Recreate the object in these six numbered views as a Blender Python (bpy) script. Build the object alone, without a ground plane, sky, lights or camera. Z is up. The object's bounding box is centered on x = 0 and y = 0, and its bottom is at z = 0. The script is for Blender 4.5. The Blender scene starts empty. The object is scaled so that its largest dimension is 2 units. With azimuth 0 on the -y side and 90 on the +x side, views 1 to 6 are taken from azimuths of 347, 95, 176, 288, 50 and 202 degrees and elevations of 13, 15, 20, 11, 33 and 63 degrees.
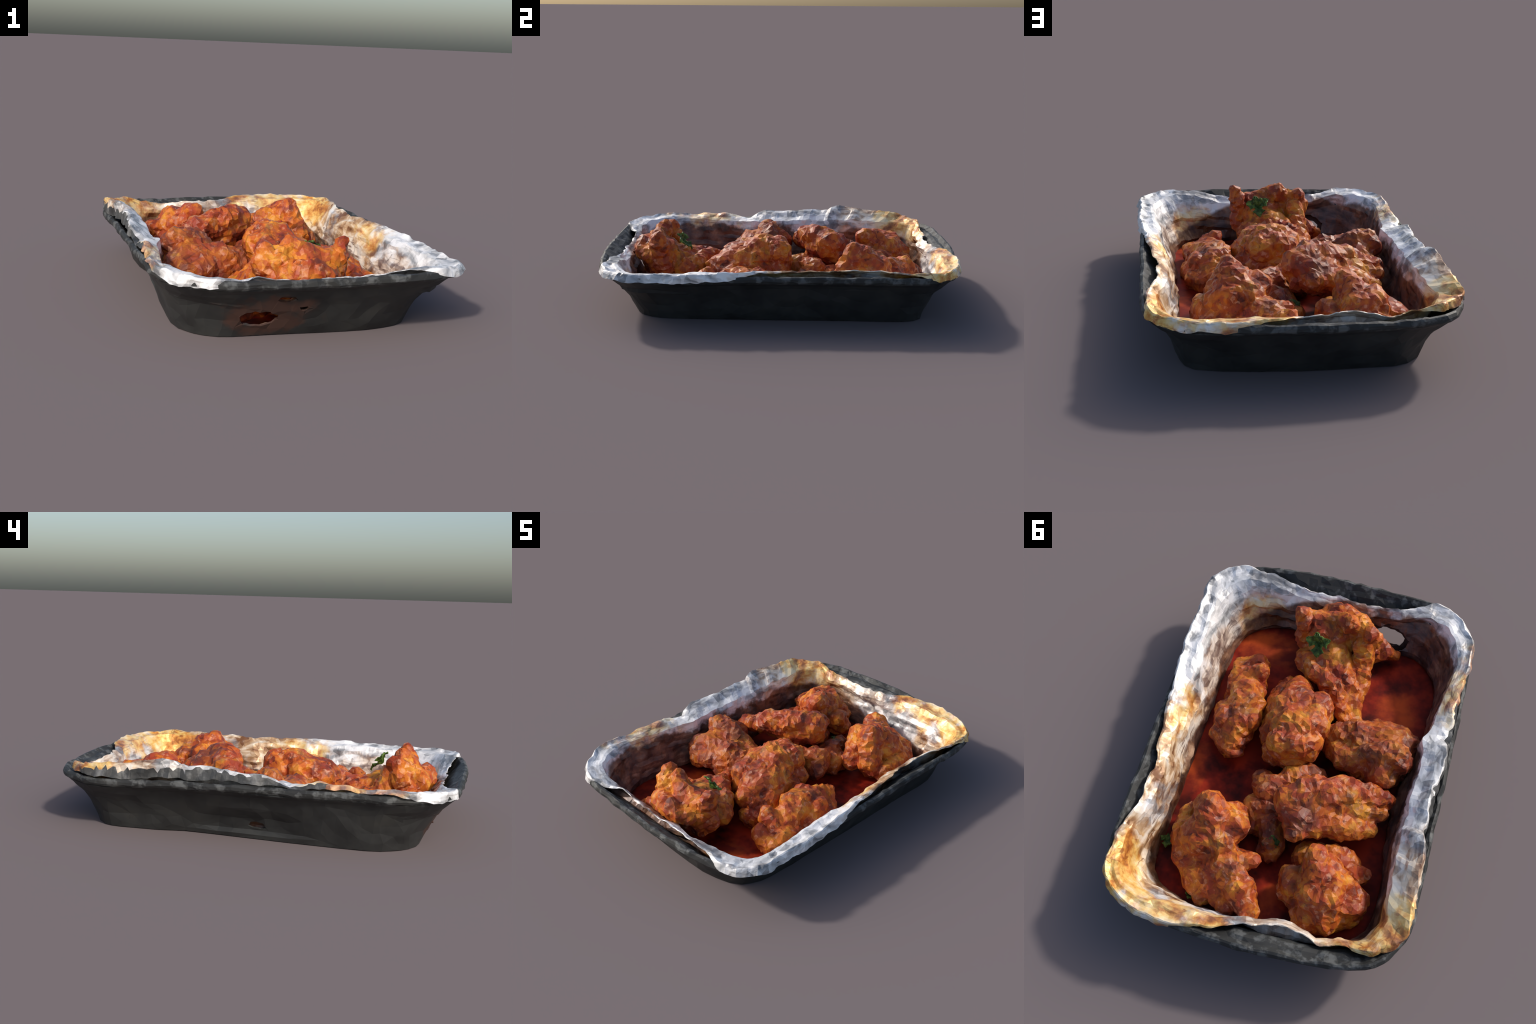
"""Glazed chicken wings in a black tray lined with crumpled foil."""
import bpy, math, random
import numpy as np
from mathutils import Vector, noise

random.seed(7)
np.random.seed(7)
SC = bpy.context.scene

# ------------------------------------------------------------------ helpers
def fbm(p, scale, octaves=3, seed=0.0, rough=0.55):
    v = Vector(p) / scale + Vector((seed * 7.3, seed * 3.1, seed * 5.7))
    a, s, t = 1.0, 0.0, 0.0
    for _ in range(octaves):
        s += a * noise.noise(v)
        t += a
        v = v * 2.03
        a *= rough
    return s / t


def ridged(p, scale, seed=0.0):
    v = Vector(p) / scale + Vector((seed * 2.3, seed * 9.1, seed * 4.7))
    return 1.0 - 2.0 * abs(noise.noise(v))


def smooth(e0, e1, x):
    t = min(1.0, max(0.0, (x - e0) / (e1 - e0)))
    return t * t * (3 - 2 * t)


def catmull(table, u):
    """closed Catmull-Rom through the rows of table at float station u"""
    n = len(table)
    i = int(math.floor(u)) % n
    f = u - math.floor(u)
    a, b, c, d = (np.asarray(table[(i + k) % n], float) for k in (-1, 0, 1, 2))
    return 0.5 * (2 * b + (c - a) * f + (2 * a - 5 * b + 4 * c - d) * f * f
                  + (3 * b - a - 3 * c + d) * f ** 3)


def lerp_table(table, u):
    n = len(table)
    i = int(math.floor(u)) % n
    f = smooth(0, 1, u - math.floor(u))
    if i == 19:                                # the tall flap ends in an abrupt step
        f = smooth(.05, .28, u - math.floor(u))
    return np.asarray(table[i], float) * (1 - f) + np.asarray(table[(i + 1) % n], float) * f


def piecewise(pts, x):
    for (x0, y0), (x1, y1) in zip(pts, pts[1:]):
        if x <= x1:
            return y0 + (y1 - y0) * max(0.0, x - x0) / (x1 - x0)
    return pts[-1][1]


def mesh_object(name, verts, faces, mat, parent=None, flat=True):
    me = bpy.data.meshes.new(name)
    me.from_pydata([tuple(v) for v in verts], [], faces)
    me.update()
    ob = bpy.data.objects.new(name, me)
    SC.collection.objects.link(ob)
    if mat:
        me.materials.append(mat)
    for p in me.polygons:
        p.use_smooth = not flat
    if parent:
        ob.parent = parent
    return ob


def apply_modifiers(ob, flat=True):
    dg = bpy.context.evaluated_depsgraph_get()
    dg.update()
    me = bpy.data.meshes.new_from_object(ob.evaluated_get(dg))
    old, nm = ob.data, ob.data.name
    ob.modifiers.clear()
    ob.data = me
    bpy.data.meshes.remove(old)
    me.name = nm
    for p in me.polygons:
        p.use_smooth = not flat
    return ob


# ---------------------------------------------------------------- materials
class Mat:
    def __init__(self, name):
        self.m = bpy.data.materials.new(name)
        self.m.use_nodes = True
        self.nt = self.m.node_tree
        self.nt.nodes.clear()
        self.out = self.nt.nodes.new("ShaderNodeOutputMaterial")
        self.bsdf = self.nt.nodes.new("ShaderNodeBsdfPrincipled")
        self.nt.links.new(self.bsdf.outputs[0], self.out.inputs[0])
        tc = self.nt.nodes.new("ShaderNodeTexCoord")
        self.co = tc.outputs["Object"]

    def link(self, a, b):
        self.nt.links.new(a, b)

    def mapped(self, scale=(1, 1, 1), loc=(0, 0, 0), rot=(0, 0, 0)):
        n = self.nt.nodes.new("ShaderNodeMapping")
        n.inputs["Scale"].default_value = scale
        n.inputs["Location"].default_value = loc
        n.inputs["Rotation"].default_value = rot
        self.link(self.co, n.inputs["Vector"])
        return n.outputs[0]

    def noise(self, scale, detail=3, rough=0.55, vec=None, distort=0.0):
        n = self.nt.nodes.new("ShaderNodeTexNoise")
        n.inputs["Scale"].default_value = scale
        n.inputs["Detail"].default_value = detail
        n.inputs["Roughness"].default_value = rough
        n.inputs["Distortion"].default_value = distort
        self.link(vec or self.co, n.inputs["Vector"])
        return n.outputs["Fac"]

    def voronoi(self, scale, feature="F1", vec=None, out="Distance"):
        n = self.nt.nodes.new("ShaderNodeTexVoronoi")
        n.feature = feature
        n.inputs["Scale"].default_value = scale
        self.link(vec or self.co, n.inputs["Vector"])
        return n.outputs[out]

    def ramp(self, fac, stops, interp="LINEAR"):
        n = self.nt.nodes.new("ShaderNodeValToRGB")
        n.color_ramp.interpolation = interp
        el = n.color_ramp.elements
        while len(el) < len(stops):
            el.new(0.5)
        for e, (pos, c) in zip(el, stops):
            e.position = pos
            e.color = (*c, 1) if len(c) == 3 else c
        self.link(fac, n.inputs["Fac"])
        return n.outputs["Color"]

    def step(self, fac, a, b):
        n = self.nt.nodes.new("ShaderNodeMapRange")
        n.interpolation_type = "SMOOTHSTEP"
        n.inputs["From Min"].default_value = a
        n.inputs["From Max"].default_value = b
        self.link(fac, n.inputs["Value"])
        return n.outputs[0]

    def math(self, op, a, b=None, c=None):
        n = self.nt.nodes.new("ShaderNodeMath")
        n.operation = op
        for i, v in enumerate((a, b, c)):
            if v is None:
                continue
            if isinstance(v, (int, float)):
                n.inputs[i].default_value = v
            else:
                self.link(v, n.inputs[i])
        return n.outputs[0]

    def mix(self, fac, a, b, mode="MIX"):
        n = self.nt.nodes.new("ShaderNodeMix")
        n.data_type = "RGBA"
        n.blend_type = mode
        n.clamp_factor = True
        for sock, v in ((n.inputs[0], fac), (n.inputs[6], a), (n.inputs[7], b)):
            if isinstance(v, (int, float)):
                sock.default_value = v
            elif isinstance(v, tuple):
                sock.default_value = (*v, 1)
            else:
                self.link(v, sock)
        return n.outputs[2]

    def blob(self, centre, radii, wobble, amount=0.35):
        """soft ellipsoid stain around a point, its border broken by noise"""
        mp = self.mapped(tuple(1 / r for r in radii), tuple(-c / r for c, r in zip(centre, radii)))
        ln = self.nt.nodes.new("ShaderNodeVectorMath")
        ln.operation = "LENGTH"
        self.link(mp, ln.inputs[0])
        d = self.math("ADD", ln.outputs["Value"], self.math("MULTIPLY", self.math("SUBTRACT", wobble, 0.5), amount * 4))
        return self.math("SUBTRACT", 1.0, self.step(d, 0.55, 1.05))

    def z(self):
        n = self.nt.nodes.new("ShaderNodeSeparateXYZ")
        self.link(self.co, n.inputs[0])
        return n.outputs

    def bump(self, height, strength, dist):
        n = self.nt.nodes.new("ShaderNodeBump")
        n.inputs["Strength"].default_value = strength
        n.inputs["Distance"].default_value = dist
        self.link(height, n.inputs["Height"])
        self.link(n.outputs[0], self.bsdf.inputs["Normal"])

    def finish(self, color, rough=0.5, spec=0.4, metallic=0.0):
        if isinstance(color, tuple):
            self.bsdf.inputs["Base Color"].default_value = (*color, 1)
        else:
            self.link(color, self.bsdf.inputs["Base Color"])
        if isinstance(rough, (int, float)):
            self.bsdf.inputs["Roughness"].default_value = rough
        else:
            self.link(rough, self.bsdf.inputs["Roughness"])
        self.bsdf.inputs["Specular IOR Level"].default_value = spec
        self.bsdf.inputs["Metallic"].default_value = metallic
        return self.m


def tray_material():
    m = Mat("black_tray_plastic")
    n = m.noise(6, 3)
    c = m.ramp(n, [(0.3, (0.022, 0.022, 0.022)), (0.55, (0.036, 0.037, 0.036)), (0.75, (0.048, 0.047, 0.043))])  # black lowered further to match the dark shade on the unlit walls
    # paler grey mottling on the rolled rim and its ledge
    xyz = m.z()
    rim = m.step(xyz[2], 0.225, 0.255)
    pale_mottle = m.step(m.noise(20, 3, 0.6), 0.48, 0.64)
    c = m.mix(m.math("MULTIPLY", rim, m.math("MULTIPLY", pale_mottle, 0.7)), c, (0.13, 0.135, 0.133))
    # sauce that seeped through the torn end
    seep = m.blob((-0.17, -0.86, 0.11), (0.22, 0.14, 0.12), m.noise(14, 3), 0.4)
    c = m.mix(m.math("MULTIPLY", seep, 0.7), c, (0.085, 0.040, 0.028))
    m.bump(m.noise(60, 2), 0.15, 0.004)
    return m.finish(c, 0.55, 0.25)


def foil_material():
    m = Mat("crumpled_foil")
    w = m.noise(7, 4, 0.6)
    w2 = m.noise(13, 4, 0.6, m.mapped(loc=(3, 1, 2)))
    # streaks run along the folds: lengthways on the long sides, crossways on the short ones
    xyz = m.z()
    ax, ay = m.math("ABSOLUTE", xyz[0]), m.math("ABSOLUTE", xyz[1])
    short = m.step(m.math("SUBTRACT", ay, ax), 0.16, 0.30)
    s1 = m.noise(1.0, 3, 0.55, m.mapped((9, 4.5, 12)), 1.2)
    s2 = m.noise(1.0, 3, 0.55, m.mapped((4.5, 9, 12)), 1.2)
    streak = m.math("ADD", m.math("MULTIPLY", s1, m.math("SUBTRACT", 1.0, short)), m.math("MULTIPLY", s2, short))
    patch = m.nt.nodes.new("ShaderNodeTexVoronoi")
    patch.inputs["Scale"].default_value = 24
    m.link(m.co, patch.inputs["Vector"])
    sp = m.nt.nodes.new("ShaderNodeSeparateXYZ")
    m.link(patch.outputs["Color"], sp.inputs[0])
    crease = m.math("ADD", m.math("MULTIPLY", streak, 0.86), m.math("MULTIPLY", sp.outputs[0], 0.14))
    col = m.ramp(crease, [(0.30, (0.16, 0.163, 0.17)), (0.39, (0.34, 0.342, 0.35)), (0.46, (0.58, 0.576, 0.575)), (0.56, (0.90, 0.885, 0.875))])  # grey-to-white range bakes reflections and fold shading into the foil
    warm = m.ramp(m.math("ADD", m.math("MULTIPLY", w2, 0.6), m.math("MULTIPLY", streak, 0.4)),
                  [(0.38, (0.28, 0.08, 0.02)), (0.45, (0.62, 0.24, 0.04)), (0.52, (0.84, 0.52, 0.14)), (0.62, (0.92, 0.74, 0.42))])
    cream = m.ramp(crease, [(0.36, (0.20, 0.085, 0.035)), (0.46, (0.48, 0.29, 0.15)), (0.54, (0.74, 0.56, 0.38)), (0.64, (0.90, 0.80, 0.66))])

    # thin brown lines where grease has run into the creases
    l1 = m.noise(1.0, 2, 0.5, m.mapped((15, 2.2, 24), (3, 5, 1)), 0.4)
    l2 = m.noise(1.0, 2, 0.5, m.mapped((2.2, 15, 24), (3, 5, 1)), 0.4)
    ln = m.math("ADD", m.math("MULTIPLY", l1, m.math("SUBTRACT", 1.0, short)), m.math("MULTIPLY", l2, short))
    line = m.math("SUBTRACT", 1.0, m.step(m.math("ABSOLUTE", m.math("SUBTRACT", ln, 0.5)), 0.004, 0.030))
    line = m.math("MULTIPLY", line, m.step(m.noise(5, 2), 0.42, 0.60))
    cream = m.mix(m.math("MULTIPLY", line, 0.85), cream, (0.17, 0.060, 0.022))
    warm = m.mix(m.math("MULTIPLY", line, 0.7), warm, (0.30, 0.080, 0.018))
    col = m.mix(m.math("MULTIPLY", line, 0.45), col, (0.20, 0.175, 0.165))

    def stain(col, colour, spots, power=1.0):
        for ctr, rad, amt in spots:
            f = m.math("MULTIPLY", m.blob(ctr, rad, w, 0.5), amt * power)
            col = m.mix(f, col, colour)
        return col
    # cream, oily smears
    col = stain(col, cream, [((0.60, 0.20, 0.2), (0.25, 0.45, 0.3), 1.0), ((0.5, 0.70, 0.15), (0.3, 0.35, 0.3), 1.0),
                             ((-0.66, 0.60, 0.33), (0.22, 0.34, 0.2), 0.8), ((0.55, -0.45, 0.12), (0.14, 0.45, 0.12), 0.6),
                             ((-0.40, 0.84, 0.25), (0.4, 0.12, 0.2), 0.7)])
    # yellow and orange sauce stains
    col = stain(col, warm, [((0.52, 0.82, 0.24), (0.20, 0.25, 0.10), 0.95), ((0.22, 0.93, 0.25), (0.32, 0.10, 0.10), 0.9),
                            ((-0.64, 0.68, 0.30), (0.16, 0.20, 0.16), 0.8), ((-0.64, -0.48, 0.27), (0.10, 0.28, 0.10), 0.75),
                            ((0.62, 0.02, 0.24), (0.12, 0.20, 0.08), 0.8), ((0.42, -0.74, 0.12), (0.16, 0.16, 0.12), 0.8),
                            ((-0.52, 0.80, 0.26), (0.14, 0.10, 0.12), 0.7)])
    # sauce on the inner walls, darkened and raised where the sides lie in shade
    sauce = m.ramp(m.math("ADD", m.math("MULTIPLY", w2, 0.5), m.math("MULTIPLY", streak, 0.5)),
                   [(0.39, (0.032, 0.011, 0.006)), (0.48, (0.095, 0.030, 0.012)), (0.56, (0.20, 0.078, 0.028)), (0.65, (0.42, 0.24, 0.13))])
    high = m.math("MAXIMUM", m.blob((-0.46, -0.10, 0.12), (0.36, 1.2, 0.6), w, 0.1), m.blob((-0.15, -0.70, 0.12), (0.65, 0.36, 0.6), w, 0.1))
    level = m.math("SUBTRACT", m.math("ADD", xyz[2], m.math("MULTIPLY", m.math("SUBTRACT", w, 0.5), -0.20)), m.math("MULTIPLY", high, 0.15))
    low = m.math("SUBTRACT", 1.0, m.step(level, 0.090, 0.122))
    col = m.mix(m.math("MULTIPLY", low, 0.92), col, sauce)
    m.bump(m.noise(22, 2, 0.5, None, 0.5), 0.2, 0.008)
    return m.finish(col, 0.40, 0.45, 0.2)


def foil_baked_shade_material():
    m = Mat("foil_darkened_for_shade")
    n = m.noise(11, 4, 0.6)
    c = m.ramp(n, [(0.36, (0.035, 0.036, 0.036)), (0.52, (0.075, 0.076, 0.075)), (0.66, (0.20, 0.20, 0.195))])  # near-black tint for the shadowed outer face of the folds
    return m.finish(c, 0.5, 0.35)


def sauce_material():
    m = Mat("red_chilli_sauce")
    n = m.noise(6, 4, 0.6)
    c = m.ramp(n, [(0.38, (0.055, 0.005, 0.003)), (0.5, (0.19, 0.012, 0.005)), (0.62, (0.36, 0.028, 0.008))])
    w = m.noise(7, 4, 0.6)
    for ctr, rad in (((.36, -.62, .03), (.20, .12, .1)), ((-.36, -.42, .03), (.11, .20, .1)), ((.47, .17, .03), (.07, .18, .1)), ((-.12, .68, .03), (.07, .12, .1))):  # spots brightened for direct sun; the remaining pool is tinted dark for occlusion
        c = m.mix(m.math("MULTIPLY", m.blob(ctr, rad, w, 0.3), 0.9), c, m.ramp(n, [(0.38, (0.20, 0.018, 0.008)), (0.62, (0.54, 0.082, 0.013))]))
    m.bump(m.noise(40, 2), 0.2, 0.004)
    return m.finish(c, 0.55, 0.15)


def chicken_material(name="glazed_chicken_skin", burnt=0.0):
    m = Mat(name)
    oi = m.nt.nodes.new("ShaderNodeObjectInfo")
    off = m.nt.nodes.new("ShaderNodeVectorMath")
    off.operation = "ADD"
    m.link(m.co, off.inputs[0])
    sc = m.nt.nodes.new("ShaderNodeCombineXYZ")
    for i, k in enumerate((11.0, 7.0, 5.0)):
        m.link(m.math("MULTIPLY", oi.outputs["Random"], k), sc.inputs[i])
    m.link(sc.outputs[0], off.inputs[1])
    v = off.outputs[0]
    big = m.noise(7.0, 4, 0.62, v, 0.5)
    cell = m.nt.nodes.new("ShaderNodeTexVoronoi")       # small patches of glaze, each of its own tone
    cell.inputs["Scale"].default_value = 34
    m.link(v, cell.inputs["Vector"])
    sep = m.nt.nodes.new("ShaderNodeSeparateXYZ")
    m.link(cell.outputs["Color"], sep.inputs[0])
    tone = m.math("ADD", m.math("MULTIPLY", big, 0.87), m.math("MULTIPLY", sep.outputs[0], 0.15))
    fine = m.noise(42, 3, 0.6, v)
    c = m.ramp(tone, [(0.33, (0.12, 0.020, 0.008)), (0.41, (0.30, 0.048, 0.012)), (0.48, (0.46, 0.100, 0.016)),
                      (0.57, (0.56, 0.160, 0.020)), (0.68, (0.62, 0.260, 0.034))])
    red = m.step(m.noise(12, 4, 0.6, m.mapped(loc=(4, 2, 7)), 0.6), 0.49, 0.60)
    c = m.mix(m.math("MULTIPLY", red, 0.72), c, (0.34, 0.050, 0.024))
    char = m.step(m.noise(5.5, 4, 0.65, v, 0.8), 0.54 - .10 * burnt, 0.68 - .08 * burnt)
    c = m.mix(m.math("MULTIPLY", char, 0.72), c, (0.110, 0.036, 0.028))
    baked_highlight = m.step(m.math("ADD", m.math("MULTIPLY", fine, 0.7), m.math("MULTIPLY", sep.outputs[1], 0.3)), 0.60, 0.72)
    c = m.mix(m.math("MULTIPLY", baked_highlight, 0.5), c, (0.70, 0.34, 0.20))  # pale pink dabs of gloss coloured onto the skin
    if burnt:
        c = m.mix(.35 * burnt, c, (0.100, 0.042, 0.030))
    dark = m.step(sep.outputs[2], 0.80, 0.98)
    c = m.mix(m.math("MULTIPLY", dark, 0.30), c, (0.15, 0.030, 0.016))
    speck = m.step(m.noise(26, 4, 0.7, v, 0.4), 0.60, 0.68)
    c = m.mix(m.math("MULTIPLY", speck, 0.6), c, (0.075, 0.022, 0.014))
    m.bump(fine, 0.25, 0.005)
    return m.finish(c, 0.45, 0.25)


def herb_material():
    m = Mat("green_herb")
    c = m.ramp(m.noise(40, 3), [(0.35, (0.03, 0.06, 0.012)), (0.5, (0.085, 0.15, 0.028)), (0.65, (0.22, 0.32, 0.06))])
    m.finish(c, 0.5, 0.3)
    tr = m.nt.nodes.new("ShaderNodeBsdfTranslucent")
    m.link(c, tr.inputs[0])
    mx = m.nt.nodes.new("ShaderNodeMixShader")
    mx.inputs[0].default_value = 0.2
    m.link(m.bsdf.outputs[0], mx.inputs[1])
    m.link(tr.outputs[0], mx.inputs[2])
    m.link(mx.outputs[0], m.out.inputs[0])
    return m.m


M_FOIL_BAKED_SHADE = foil_baked_shade_material()
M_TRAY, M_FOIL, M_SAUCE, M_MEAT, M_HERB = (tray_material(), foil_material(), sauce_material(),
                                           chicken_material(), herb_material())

# ------------------------------------------------- tray plan: rim and base
# stations run counter-clockwise from the middle of the +x side:
# rim x, rim y, rim lift, base x, base y
PLAN = [
    (.690, -.25, 0, .510, -.22), (.678, -.05, .003, .500, -.04), (.665, .15, .004, .488, .13), (.645, .35, .004, .475, .30),
    (.632, .55, .004, .460, .46), (.612, .74, .004, .460, .61), (.575, .865, .004, .445, .72), (.500, .935, 0, .405, .775),
    (.400, .980, .002, .330, .795), (.250, .993, .003, .205, .805), (.080, .990, .003, .060, .801), (-.10, .986, .003, -.08, .798),
    (-.28, .965, 0, -.22, .780), (-.45, .938, 0, -.35, .765), (-.57, .905, 0, -.45, .758), (-.672, .842, -.004, -.53, .718),
    (-.735, .730, -.012, -.578, .648), (-.752, .640, -.016, -.58, .548), (-.742, .490, -.012, -.565, .41), (-.728, .310, -.006, -.528, .25),
    (-.714, .120, -.003, -.526, .09), (-.700, -.08, 0, -.530, -.08), (-.682, -.34, .002, -.535, -.28), (-.660, -.56, .004, -.532, -.46),
    (-.645, -.74, .005, -.53, -.60), (-.598, -.865, .005, -.50, -.70), (-.523, -.942, .004, -.44, -.77), (-.420, -.990, .002, -.35, -.81),
    (-.250, -.996, 0, -.21, -.805), (-.080, -.993, 0, -.06, -.793), (.100, -.985, .004, .090, -.787), (.300, -.965, .006, .250, -.775),
    (.480, -.935, .006, .390, -.745), (.600, -.890, .004, .480, -.700), (.685, -.820, 0, .520, -.630), (.725, -.730, 0, .535, -.562),
    (.722, -.550, -.002, .530, -.460), (.710, -.400, -.002, .520, -.340)]
NS = len(PLAN)

# outer wall: fraction of the way from base to rim at each height
# along the straight sides the wall is steep under a broad flange; the corners flare
WALL = [(0, .03), (.012, .09), (.05, .21), (.10, .33), (.15, .46), (.20, .62), (.222, .72), (.238, .86)]
WALL_CORNER = [(0, 0), (.03, .06), (.08, .15), (.117, .25), (.154, .38), (.18, .53), (.20, .68), (.222, .80), (.238, .90)]
CORNERS = (7.2, 16.3, 25.8, 34.3)


def station(u):
    r = catmull(PLAN, u)
    return np.array([r[0], r[1]]), r[2], np.array([r[3], r[4]])


# even steps along the rim
def rim_steps(n):
    us = np.linspace(0, NS, NS * 40 + 1)
    pts = np.array([station(u)[0] for u in us])
    d = np.concatenate([[0], np.cumsum(np.linalg.norm(np.diff(pts, axis=0), axis=1))])
    return np.interp(np.linspace(0, d[-1], n, endpoint=False), d, us)


def place(u, inset, z):
    """point at a distance inward from the rim outline, along the station line"""
    rim, lift, base = station(u)
    d = base - rim
    d = d / np.linalg.norm(d)
    p = rim + d * inset
    return Vector((p[0], p[1], z + lift * smooth(0.0, 0.25, z)))


def wall_inset(u, z):
    rim, _, base = station(u)
    near = min(min(abs(u - c), NS - abs(u - c)) for c in CORNERS)
    k = 1 - smooth(.8, 3.2, near)
    s = piecewise(WALL, z) * (1 - k) + piecewise(WALL_CORNER, z) * k
    # the short ends belly out a little
    s += .09 * (smooth(3.6, 1.5, abs(u - 11)) + .5 * smooth(3.6, 1.5, abs(u - 30))) * math.sin(math.pi * min(1, z / .236) ** 1.9)
    return (1 - s) * np.linalg.norm(base - rim)


def grid_faces(nu, nv):
    return [(j * nu + i, j * nu + (i + 1) % nu, (j + 1) * nu + (i + 1) % nu, (j + 1) * nu + i)
            for j in range(nv - 1) for i in range(nu)]


# holes torn through the walls: centre, radii
# (the foil tears wider than the tray around it)
HOLES = [((-.208, -.85, .088), (.085, .12, .038)), ((-.100, -.90, .183), (.046, .10, .016)), ((-.022, -.87, .137), (.020, .12, .014))]
FOIL_HOLES = [((-.208, -.83, .102), (.100, .14, .058)), ((-.100, -.90, .183), (.034, .10, .013))]
SLIT = ((-.565, -.092, .066), (.05, .045, .018))


def torn(p, holes):
    for c, r in holes:
        q = [(a - b) / k for a, b, k in zip(p, c, r)]
        if sum(t * t for t in q) < 1 + 0.5 * fbm(p, .03, 2, 4):
            return True
    return False


# ---- foil: per station edge (inset, z), crest (inset, z), shoulder (inset, z)
COVER = (.000, .254, .014, .293, .085, .279)


def recede(i, z=.285):
    return (i - .006, z, i, z - .002, i + .025, z - .03)


FOIL = [
    (.000, .254, .014, .296, .080, .276), (.030, .290, .040, .298, .080, .270), (.062, .294, .068, .294, .098, .270), (.085, .292, .090, .290, .122, .262),
    (.085, .298, .090, .296, .12, .268), (.030, .296, .036, .300, .075, .278), (.000, .254, .014, .296, .060, .282), (.000, .254, .014, .293, .055, .278),
    (.000, .254, .014, .293, .060, .276), COVER, (.050, .288, .055, .290, .085, .278), recede(.120, .270),
    recede(.150, .276), recede(.108, .262), recede(.112, .274), (.045, .276, .060, .302, .105, .272),
    (.006, .288, .028, .326, .105, .296), (.006, .286, .036, .345, .140, .308), (.006, .286, .044, .362, .150, .312), (.010, .288, .050, .374, .145, .304),
    (.040, .286, .062, .348, .135, .294), (.010, .284, .034, .328, .120, .284), (.026, .283, .044, .303, .110, .274), (.016, .282, .030, .299, .095, .276),
    (.004, .278, .020, .298, .085, .276), COVER, COVER, (.000, .257, .014, .293, .090, .272),
    recede(.100, .268), recede(.112, .258), recede(.108, .257), recede(.106, .262),
    (.06, .282, .07, .280, .110, .264), COVER, (-.022, .250, .004, .290, .085, .275), (-.012, .252, .008, .293, .09, .275),
    COVER, COVER]


def tear(verts, faces, holes):
    """leave out the faces inside the holes and draw their borders into clean ragged ovals"""
    keep, gone = [], []
    for f in faces:
        c = sum((verts[i] for i in f), Vector()) / len(f)
        (gone if torn(c, holes) else keep).append(f)
    border = {i for f in keep for i in f} & {i for f in gone for i in f}
    for i in border:
        p = verts[i]
        c, r = min(holes, key=lambda h: sum(((a - b) / k) ** 2 for a, b, k in zip(p, *h)))
        ax = 1 if r[1] > r[0] else 0
        h = (p.x - c[0]) / r[0] if ax else (p.y - c[1]) / r[1]
        v = (p.z - c[2]) / r[2]
        ln = math.hypot(h, v) or 1
        g = (1 + .3 * fbm(p, .03, 2, 4)) / ln
        if ax:
            p.x = c[0] + h * g * r[0]
        else:
            p.y = c[1] + h * g * r[1]
        p.z = c[2] + v * g * r[2]
    return keep


def dent(p):
    """how far the long loose side is pushed in"""
    return .030 * smooth(.42, .10, abs(p.y + .05)) * smooth(-.4, -.5, p.x) * smooth(.012, .05, p.z) * smooth(.16, .085, p.z)


def build_tray():
    us = rim_steps(300)
    nu = len(us)
    rows = []
    # floor, in shrinking copies of the base outline
    for f in (0.0, .35, .7, .93):
        rows.append([Vector((*(station(u)[2] * f), .004)) for u in us])
    for z in (.004, .02, .04, .06, .08, .10, .12, .14, .16, .18, .20, .22, .238):
        rows.append([place(u, wall_inset(u, z), z) for u in us])
    # rolled rim, groove, ledge, and a lip running down behind the foil
    for inset, z in ((.024, .244), (.011, .245), (.004, .254), (.005, .267), (.011, .277), (.021, .280), (.034, .272),
                     (.046, .263), (.064, .263), (.084, .255), (.102, .240), (.114, .205)):
        row = []
        for u in us:
            deep = smooth(.036, .085, inset)
            sunk = .035 * smooth(.112, .06, lerp_table(FOIL, u)[0]) + .018 * smooth(3.0, 1.5, abs(u - 29.5))
            row.append(place(u, inset, z - sunk * deep))
        rows.append(row)
    verts = []
    for j, row in enumerate(rows):
        for i, p in enumerate(row):
            p = p.copy()
            k = smooth(3, 6, j) * (1 - smooth(15, 18, j))
            rad = Vector((p.x, p.y, 0)).normalized()
            p += rad * k * (.010 * fbm(p, .16, 2, 1) + .007 * fbm(p, .075, 1, 2))
            # the long loose side is pushed in
            p -= rad * dent(p)
            if j > 16:
                p += Vector((fbm(p, .04, 2, 3), fbm(p, .04, 2, 5), fbm(p, .04, 2, 6))) * .008
                p += rad * .006 * fbm(p, .17, 2, 8)
                p.z += .006 * fbm(p, .22, 2, 9)
            if j <= 4:
                p.z = max(0.0, p.z - .004 + .006 * max(0, fbm(p, .12, 2, 6))) if j == 4 else 0.002
            verts.append(p)
    faces = tear(verts, grid_faces(nu, len(rows)), HOLES + [SLIT])
    ob = mesh_object("tray_shell", verts, faces, M_TRAY)
    w = ob.modifiers.new("w", "WELD")
    w.merge_threshold = 0.0005
    d = ob.modifiers.new("d", "DECIMATE")
    d.ratio = 0.22
    s = ob.modifiers.new("s", "SOLIDIFY")
    s.thickness = 0.009
    s.offset = -1
    return apply_modifiers(ob)


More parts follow.
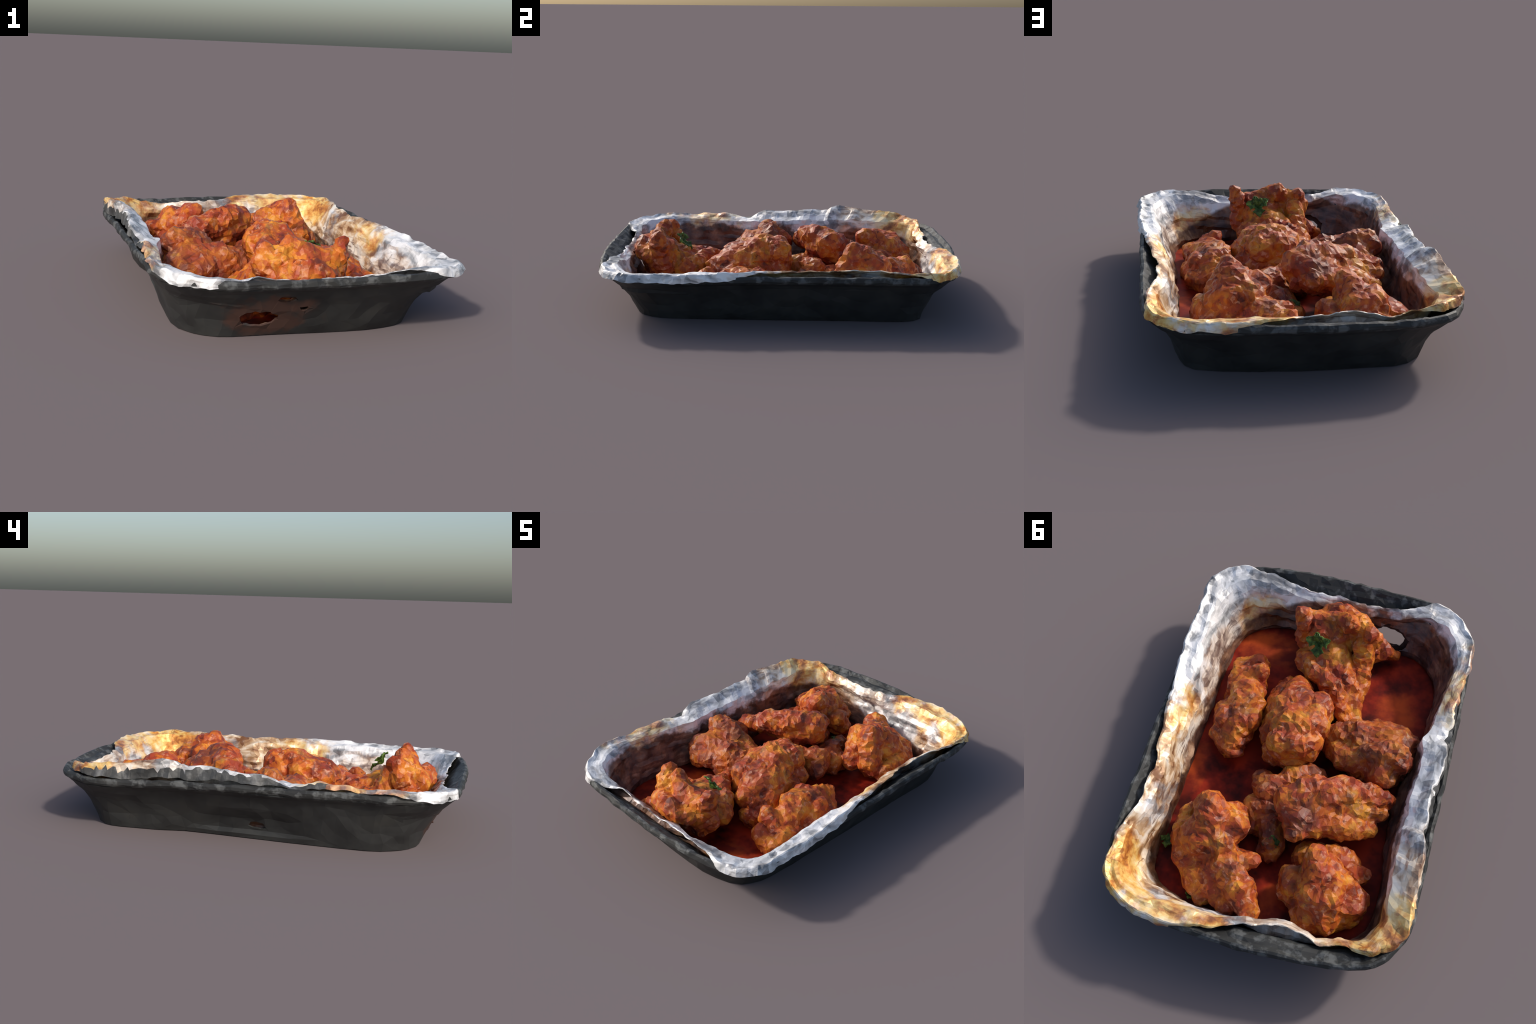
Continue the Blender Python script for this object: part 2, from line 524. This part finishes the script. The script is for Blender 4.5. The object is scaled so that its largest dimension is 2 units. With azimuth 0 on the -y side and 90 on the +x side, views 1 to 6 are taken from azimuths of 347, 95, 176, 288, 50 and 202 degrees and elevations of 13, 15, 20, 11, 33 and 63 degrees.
def build_foil():
    us = rim_steps(420)
    nu = len(us)
    FLOOR = .020
    rows = [[] for _ in range(30)]
    for u in us:
        e = lerp_table(FOIL, u)
        seedp = Vector((math.cos(u * 2 * math.pi / NS), math.sin(u * 2 * math.pi / NS), 0)) * 1.0
        e[1] += .010 * fbm(seedp, .06, 3, 11)
        e[0] += .012 * fbm(seedp, .05, 3, 12)
        e[3] += .010 * fbm(seedp, .08, 3, 13)
        ragged = smooth(14.5, 16, u) * smooth(24, 22, u)      # torn, pointed edge on the loose side
        e[0] += ragged * .016 * max(0, ridged(seedp, .16, 16) - .2)
        pinch = math.exp(-((u - 21.7) / .22) ** 2)        # gathered, pinched fold
        e[3] -= .022 * pinch
        e[2] += .030 * pinch
        e[4] += .030 * pinch
        e[2] += ragged * .022 * fbm(seedp, .15, 2, 18)
        e[3] += ragged * (.016 * fbm(seedp, .17, 2, 17) + .008 * fbm(seedp, .05, 2, 19))
        pts = []
        for k in range(5):                          # edge to crest
            t = k / 5
            pts.append((e[0] + (e[2] - e[0]) * t, e[1] + (e[3] - e[1]) * math.sin(t * math.pi / 2)))
        for k in range(6):                          # crest to shoulder
            t = k / 6
            dip = .009 * math.sin(math.pi * min(1, t * 1.15)) * smooth(.02, 0, e[0])
            pts.append((e[2] + (e[4] - e[2]) * t, e[3] + (e[5] - e[3]) * (t ** 1.4) - dip))
        for k in range(13):                         # shoulder down the wall
            t = k / 12
            z = e[5] + (FLOOR - e[5]) * t
            foot = wall_inset(u, FLOOR) + .012
            ins = e[4] + (foot - e[4]) * t ** .9
            # pressed flat against the tray where the wall is torn
            hug = max(smooth(2.6, 1.2, abs(u - 28.4)), .8 * smooth(2.4, 1.0, abs(u - 12.6))) * smooth(0, .3, t)
            pts.append((ins + (wall_inset(u, min(z, .238)) + .016 - ins) * hug, z))
        cols = []
        for ins, z in pts:
            if z < .236:
                ins = max(ins, wall_inset(u, z) + (.018 if abs(u - 28.4) > 2.6 else .015))
            cols.append(place(u, ins, z))
        foot = cols[-1]
        for f in (.93, .8, .6, .4, .2, 0.0):
            cols.append(Vector((foot.x * f, foot.y * f, FLOOR)))
        for j, p in enumerate(cols):
            rows[j].append(p)
    verts = []
    for j, row in enumerate(rows):
        for i, p in enumerate(row):
            p = p.copy()
            rad = Vector((p.x, p.y, 0)).normalized() if j < 29 else Vector((0, 0, 1))
            tang = Vector((-rad.y, rad.x, 0))
            top = 1 - smooth(9, 13, j)
            inner = smooth(9, 12, j) * (1 - smooth(21, 24, j))
            # long folds that run along the walls, and crumples
            ang = math.atan2(p.y, p.x)
            q2 = Vector((.7, p.z * .35, ang * 1.0 + p.z * .8))      # pleats running down the wall
            fold = ridged(q2, .11, 6) * .35 + ridged(p, .09, 3) * .30
            for n in range(4):                                      # long creases running along the wall
                h = .07 + .052 * n + .05 * fbm(Vector((n * 3.7, ang * .6, 0)), .35, 2, 30 + n)
                run = smooth(-.25, .1, fbm(Vector((n * 1.9, ang, 4)), .30, 1, 35 + n))
                fold += run * max(0, 1 - abs(p.z - h) / .020) * (.55 + .65 * smooth(0, .3, p.x))
            p -= rad * (inner * (.006 + .014 * fold) + dent(p) * smooth(24, 23, j))
            wide = Vector((fbm(p, .11, 2, 21), fbm(p, .11, 2, 22), fbm(p, .11, 2, 23)))
            fine = Vector((fbm(p, .03, 2, 24), fbm(p, .03, 2, 25), fbm(p, .03, 2, 26)))
            sharp = abs(noise.noise(p / .085 + Vector((5, 3, 1)))) + .6 * abs(noise.noise(p / .05 + Vector((1, 7, 2))))
            p += wide * (.014 * top + .010 * inner) + fine * (.004 * top + .003 * inner)
            p -= (rad * .6 + Vector((0, 0, .5))) * .022 * (sharp - .3) * max(inner, .55 * top)
            # the loose side is gathered into bigger folds
            loose = smooth(-.50, -.62, p.x) * smooth(.95, .75, abs(p.y)) * top
            p.z += loose * .010 * fbm(p, .10, 2, 15)
            p -= rad * loose * .018 * fbm(p, .09, 2, 27)
            verts.append(p)
    faces = tear(verts, grid_faces(nu, len(rows)), FOIL_HOLES)
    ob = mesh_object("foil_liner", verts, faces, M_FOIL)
    ob.data.materials.append(M_FOIL_BAKED_SHADE)
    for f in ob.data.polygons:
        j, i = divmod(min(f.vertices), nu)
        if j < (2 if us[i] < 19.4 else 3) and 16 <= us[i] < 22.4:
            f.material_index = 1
    w = ob.modifiers.new("w", "WELD")
    w.merge_threshold = 0.0005
    d = ob.modifiers.new("d", "DECIMATE")
    d.ratio = 0.42
    s = ob.modifiers.new("s", "SOLIDIFY")
    s.thickness = 0.004
    s.offset = 1
    return apply_modifiers(ob)


def build_sauce():
    us = rim_steps(160)
    Z = .032
    rows = []
    for f in (1.0, .98, .9, .8, .68, .55, .42, .3, .18, .08, 0.0):
        rows.append([place(u, wall_inset(u, Z) + .020, Z) * f for u in us])
    verts = []
    for row, f in zip(rows, (1.0, .98, .9, .8, .68, .55, .42, .3, .18, .08, 0.0)):
        for p in row:
            z = Z + .006 * fbm(p, .10, 3, 31)
            rad = Vector((p.x, p.y, 0)).normalized() if f else Vector()
            q = p - rad * (dent(Vector((p.x, p.y, .06))) * 1.1 if f > .75 else 0)
            verts.append(Vector((q.x, q.y, z)))
    ob = mesh_object("sauce_pool", verts, grid_faces(len(us), len(rows)), M_SAUCE)
    w = ob.modifiers.new("w", "WELD")
    w.merge_threshold = 0.0005
    s = ob.modifiers.new("s", "SOLIDIFY")
    s.thickness = 0.008
    s.offset = -1
    return apply_modifiers(ob, flat=False)


# --------------------------------------------------------------- chicken
# every piece: chains of (x, y, z, radius) nodes, blended into one body
WINGS = [
    ("drumette with torn skin", [
        [(.155, -.660, .19, .058), (.180, -.665, .27, .046), (.201, -.664, .330, .028), (.214, -.664, .368, .010)],
        [(.13, -.66, .16, .075), (.05, -.69, .205, .105), (-.05, -.71, .20, .09)],
        [(.12, -.735, .23, .055), (.05, -.775, .25, .058), (-.05, -.765, .24, .06)],
        [(.17, -.67, .27, .035), (.10, -.70, .295, .048), (.03, -.70, .322, .050), (-.035, -.685, .348, .036), (-.10, -.69, .312, .045), (-.150, -.662, .330, .036)],
        [(-.08, -.71, .27, .06), (-.14, -.675, .275, .055), (-.12, -.64, .27, .05)],
        [(.03, -.58, .17, .105), (-.05, -.50, .15, .085), (-.12, -.42, .135, .065), (-.175, -.32, .10, .045)],
        [(.13, -.53, .16, .055), (.04, -.46, .18, .05), (-.05, -.41, .185, .048), (-.165, -.29, .130, .036)],
        [(.06, -.66, .23, .100), (.06, -.61, .20, .085)],
        [(-.135, -.65, .27, .042), (-.135, -.57, .17, .05), (-.165, -.44, .125, .045)],
        [(-.08, -.70, .13, .07), (-.17, -.735, .12, .048), (-.265, -.755, .085, .030)],
        [(.05, -.60, .08, .070), (-.05, -.58, .08, .080)]]),
    ("small flat wing", [
        [(.36, -.32, .110, .075), (.335, -.21, .130, .085), (.315, -.12, .148, .072), (.325, -.03, .115, .066), (.305, .045, .105, .045)],
        [(.310, -.378, .185, .032), (.35, -.36, .13, .06)], [(.425, -.43, .085, .056), (.415, -.36, .085, .062), (.425, -.28, .07, .058)],
        [(.35, -.455, .100, .05), (.42, -.455, .07, .05)],
        [(.390, -.10, .140, .055), (.40, -.18, .08, .06)], [(.425, -.18, .065, .058), (.40, -.05, .07, .055), (.34, .03, .07, .05)],
        [(.280, -.20, .140, .048), (.262, -.11, .165, .045)]]),
    ("plump wing in the middle", [
        [(.10, -.31, .16, .088), (.07, -.21, .185, .118), (.035, -.11, .220, .112), (.015, -.025, .255, .078)],
        [(.06, -.015, .245, .078), (-.03, -.040, .235, .072)], [(-.015, -.27, .205, .062), (-.03, -.16, .240, .075)],
        [(.16, -.30, .12, .08), (.12, -.12, .12, .10)], [(-.02, -.28, .14, .06), (-.01, -.14, .16, .09)],
        [(.18, -.385, .08, .055), (.18, -.22, .10, .07)], [(.02, .0, .18, .07), (.08, -.02, .15, .075)]]),
    ("dark charred wing", [
        [(-.14, -.17, .14, .060), (-.28, -.19, .16, .092), (-.40, -.19, .165, .100), (-.495, -.23, .15, .055)],
        [(-.45, -.10, .235, .070), (-.37, -.11, .215, .075)], [(-.33, -.26, .155, .055), (-.43, -.27, .14, .055)],
        [(-.425, -.025, .205, .060), (-.34, -.06, .175, .07), (-.18, -.09, .155, .06)],
        [(-.12, -.15, .11, .055), (-.25, -.21, .10, .07)], [(-.475, -.14, .13, .055), (-.42, -.05, .10, .060), (-.30, -.10, .10, .08)]]),
    ("raised drumette", [
        [(-.082, .270, .272, .080), (-.17, .19, .280, .078), (-.25, .155, .268, .066), (-.34, .125, .238, .050), (-.42, .105, .208, .038), (-.475, .095, .192, .026)],
        [(-.12, .385, .235, .048), (-.22, .305, .200, .065), (-.33, .265, .185, .055), (-.44, .235, .158, .040)],
        [(-.08, .30, .22, .055), (-.18, .23, .20, .082), (-.33, .195, .205, .058), (-.455, .165, .175, .036)],
        [(-.115, .33, .255, .062), (-.20, .25, .225, .078)]]),
    ("upright wing joint", [
        [(.265, .415, .342, .028), (.248, .42, .305, .050), (.232, .47, .25, .085), (.24, .54, .20, .100), (.27, .58, .13, .075)],
        [(.19, .50, .25, .062), (.15, .55, .225, .060)],
        [(.21, .52, .20, .09), (.14, .60, .170, .08), (.02, .705, .150, .062), (-.05, .765, .125, .052)],
        [(.295, .385, .16, .06), (.265, .405, .26, .05)], [(.355, .43, .125, .056), (.338, .54, .12, .065), (.295, .63, .11, .070), (.22, .69, .10, .075)],
        [(.16, .40, .20, .05), (.14, .48, .235, .068), (.16, .36, .14, .06)], [(.005, .56, .185, .032), (.06, .58, .17, .05)],
        [(.06, .78, .09, .050), (.17, .67, .11, .075), (.18, .76, .06, .05)], [(.22, .48, .10, .09), (.17, .58, .10, .09)]]),
    ("rounded wing joint", [
        [(-.30, .52, .19, .09), (-.345, .60, .162, .125), (-.375, .655, .125, .10)],
        [(-.270, .49, .275, .045), (-.290, .535, .255, .058), (-.32, .57, .20, .08)], [(-.470, .44, .110, .030), (-.42, .48, .11, .055)],
        [(-.19, .57, .165, .055), (-.21, .62, .10, .07)], [(-.40, .41, .10, .05), (-.33, .42, .13, .06), (-.21, .44, .10, .068)],
        [(-.45, .60, .15, .080), (-.44, .62, .09, .085), (-.31, .69, .09, .085)]]),
    ("buried wing under the others", [
        [(.105, .15, .125, .052), (.065, .20, .158, .060), (.02, .16, .14, .062), (-.06, .09, .14, .062), (-.10, .05, .10, .06)], [(.02, .20, .15, .062), (.0, .18, .13, .07)],
        [(.095, .285, .10, .058), (.03, .29, .11, .06), (.06, .36, .08, .055)], [(.0, .35, .10, .07), (-.03, .45, .08, .06)]]),
]
CHARRED = {3: .55, 7: .6, 4: .2}


WING_SKIN = {k: chicken_material("charred_chicken_skin", v) for k, v in CHARRED.items()}


def uv_ball(c, r, nu=14, nv=8):
    vs = [Vector((c[0], c[1], c[2] + r))]
    for j in range(1, nv):
        a = math.pi * j / nv
        for i in range(nu):
            b = 2 * math.pi * i / nu
            vs.append(Vector((c[0] + r * math.sin(a) * math.cos(b), c[1] + r * math.sin(a) * math.sin(b), c[2] + r * math.cos(a))))
    vs.append(Vector((c[0], c[1], c[2] - r)))
    fs = [(0, 1 + i, 1 + (i + 1) % nu) for i in range(nu)]
    for j in range(nv - 2):
        a = 1 + j * nu
        fs += [(a + i, a + nu + i, a + nu + (i + 1) % nu, a + (i + 1) % nu) for i in range(nu)]
    a = 1 + (nv - 2) * nu
    fs += [(a + (i + 1) % nu, a + i, len(vs) - 1) for i in range(nu)]
    return vs, fs


def build_wing(k, label, chains):
    verts, faces = [], []
    for ch in chains:
        for a, b in zip(ch, ch[1:]):
            a, b = np.array(a), np.array(b)
            n = max(2, int(np.linalg.norm(a[:3] - b[:3]) / (0.3 * min(a[3], b[3]) + .004)))
            for i in range(n + 1):
                c = a + (b - a) * i / n
                v, f = uv_ball(c[:3], c[3])
                o = len(verts)
                verts += v
                faces += [tuple(x + o for x in q) for q in f]
    ob = mesh_object("chicken_wing", verts, faces, WING_SKIN.get(k, M_MEAT))
    r = ob.modifiers.new("r", "REMESH")
    r.mode = "VOXEL"
    r.voxel_size = 0.009
    s = ob.modifiers.new("s", "SMOOTH")
    s.iterations = 3
    apply_modifiers(ob)
    me = ob.data
    new = []
    for v in me.vertices:
        p, n = v.co, v.normal
        h = .024 * fbm(p, .11, 2, 40 + k) + .015 * ridged(p, .10, 50 + k) + .006 * fbm(p, .036, 2, 60 + k)
        crust = smooth(-.05, .3, fbm(p, .14, 1, 70 + k))      # crisp, rough patches beside smooth skin
        h += crust * (.009 * ridged(p, .036, 80 + k) + .009 * fbm(p, .03, 2, 90 + k)) + .006 * fbm(p, .019, 1, 95 + k)
        new.append(p + n * (h - .003) - Vector((n.x, n.y, 0)) * .010 * smooth(.12, .05, p.z))   # undercut at the bottom
    for v, p in zip(me.vertices, new):
        v.co = (p.x, p.y, max(p.z, .030))
    d = ob.modifiers.new("d", "DECIMATE")
    d.ratio = 0.17
    apply_modifiers(ob)
    # stand the origin in the middle of the piece
    c = sum((v.co for v in ob.data.vertices), Vector()) / len(ob.data.vertices)
    for v in ob.data.vertices:
        v.co -= c
    ob.location = c
    ob["label"] = "glazed spicy " + label + ", orange brown skin"
    ob["category"] = "chicken wing"
    return ob


# ------------------------------------------------------------------ herbs
def build_herb(centre, size, tilt, seed, parent):
    """a torn sprig: a few lobed, cupped leaves with thickness"""
    rnd = random.Random(seed)
    verts, faces = [], []
    for leaf in range(4):
        ang = leaf * 1.7 + rnd.uniform(-.4, .4)
        L = size * rnd.uniform(.7, 1.1)
        o = len(verts)
        nu, nv = 9, 5
        for i in range(nu):
            t = i / (nu - 1)
            wdt = L * .38 * math.sin(math.pi * min(1, t * .93 + .07)) * (1 + .3 * math.sin(t * 16))
            for j in range(nv):
                s = j / (nv - 1) * 2 - 1
                x, y = t * L, s * wdt
                z = .35 * L * math.sin(t * 2.2) + .25 * abs(s) * wdt + rnd.uniform(-.06, .06) * L
                verts.append(Vector((x * math.cos(ang) - y * math.sin(ang), x * math.sin(ang) + y * math.cos(ang), z)))
        faces += [(o + i * nv + j, o + (i + 1) * nv + j, o + (i + 1) * nv + j + 1, o + i * nv + j + 1) for i in range(nu - 1) for j in range(nv - 1)]
    q = Vector((0, 0, 1)).rotation_difference(Vector(tilt).normalized())
    base = parent.location if parent else Vector()
    ob = mesh_object("herb_leaf", [q @ v for v in verts], faces, M_HERB, parent)
    ob.location = Vector(centre) - base
    s = ob.modifiers.new("s", "SOLIDIFY")
    s.thickness = .006
    return apply_modifiers(ob)


# ------------------------------------------------------------------ build
tray = bpy.data.objects.new("serving_tray", None)
SC.collection.objects.link(tray)
tray["label"] = "black takeaway tray lined with crumpled sauce-stained foil"
tray["category"] = "food tray"
for part in (build_tray(), build_foil(), build_sauce()):
    part.parent = tray

wings = [build_wing(k, lab, ch) for k, (lab, ch) in enumerate(WINGS)]
build_herb((.075, -.555, .300), .066, (.1, .8, .6), 1, wings[0])
build_herb((-.045, .440, .135), .045, (0, .3, 1), 2, wings[7])
build_herb((.44, .56, .05), .036, (-.4, 0, 1), 3, tray)
build_herb((.23, .77, .05), .036, (0, -.4, 1), 4, tray)
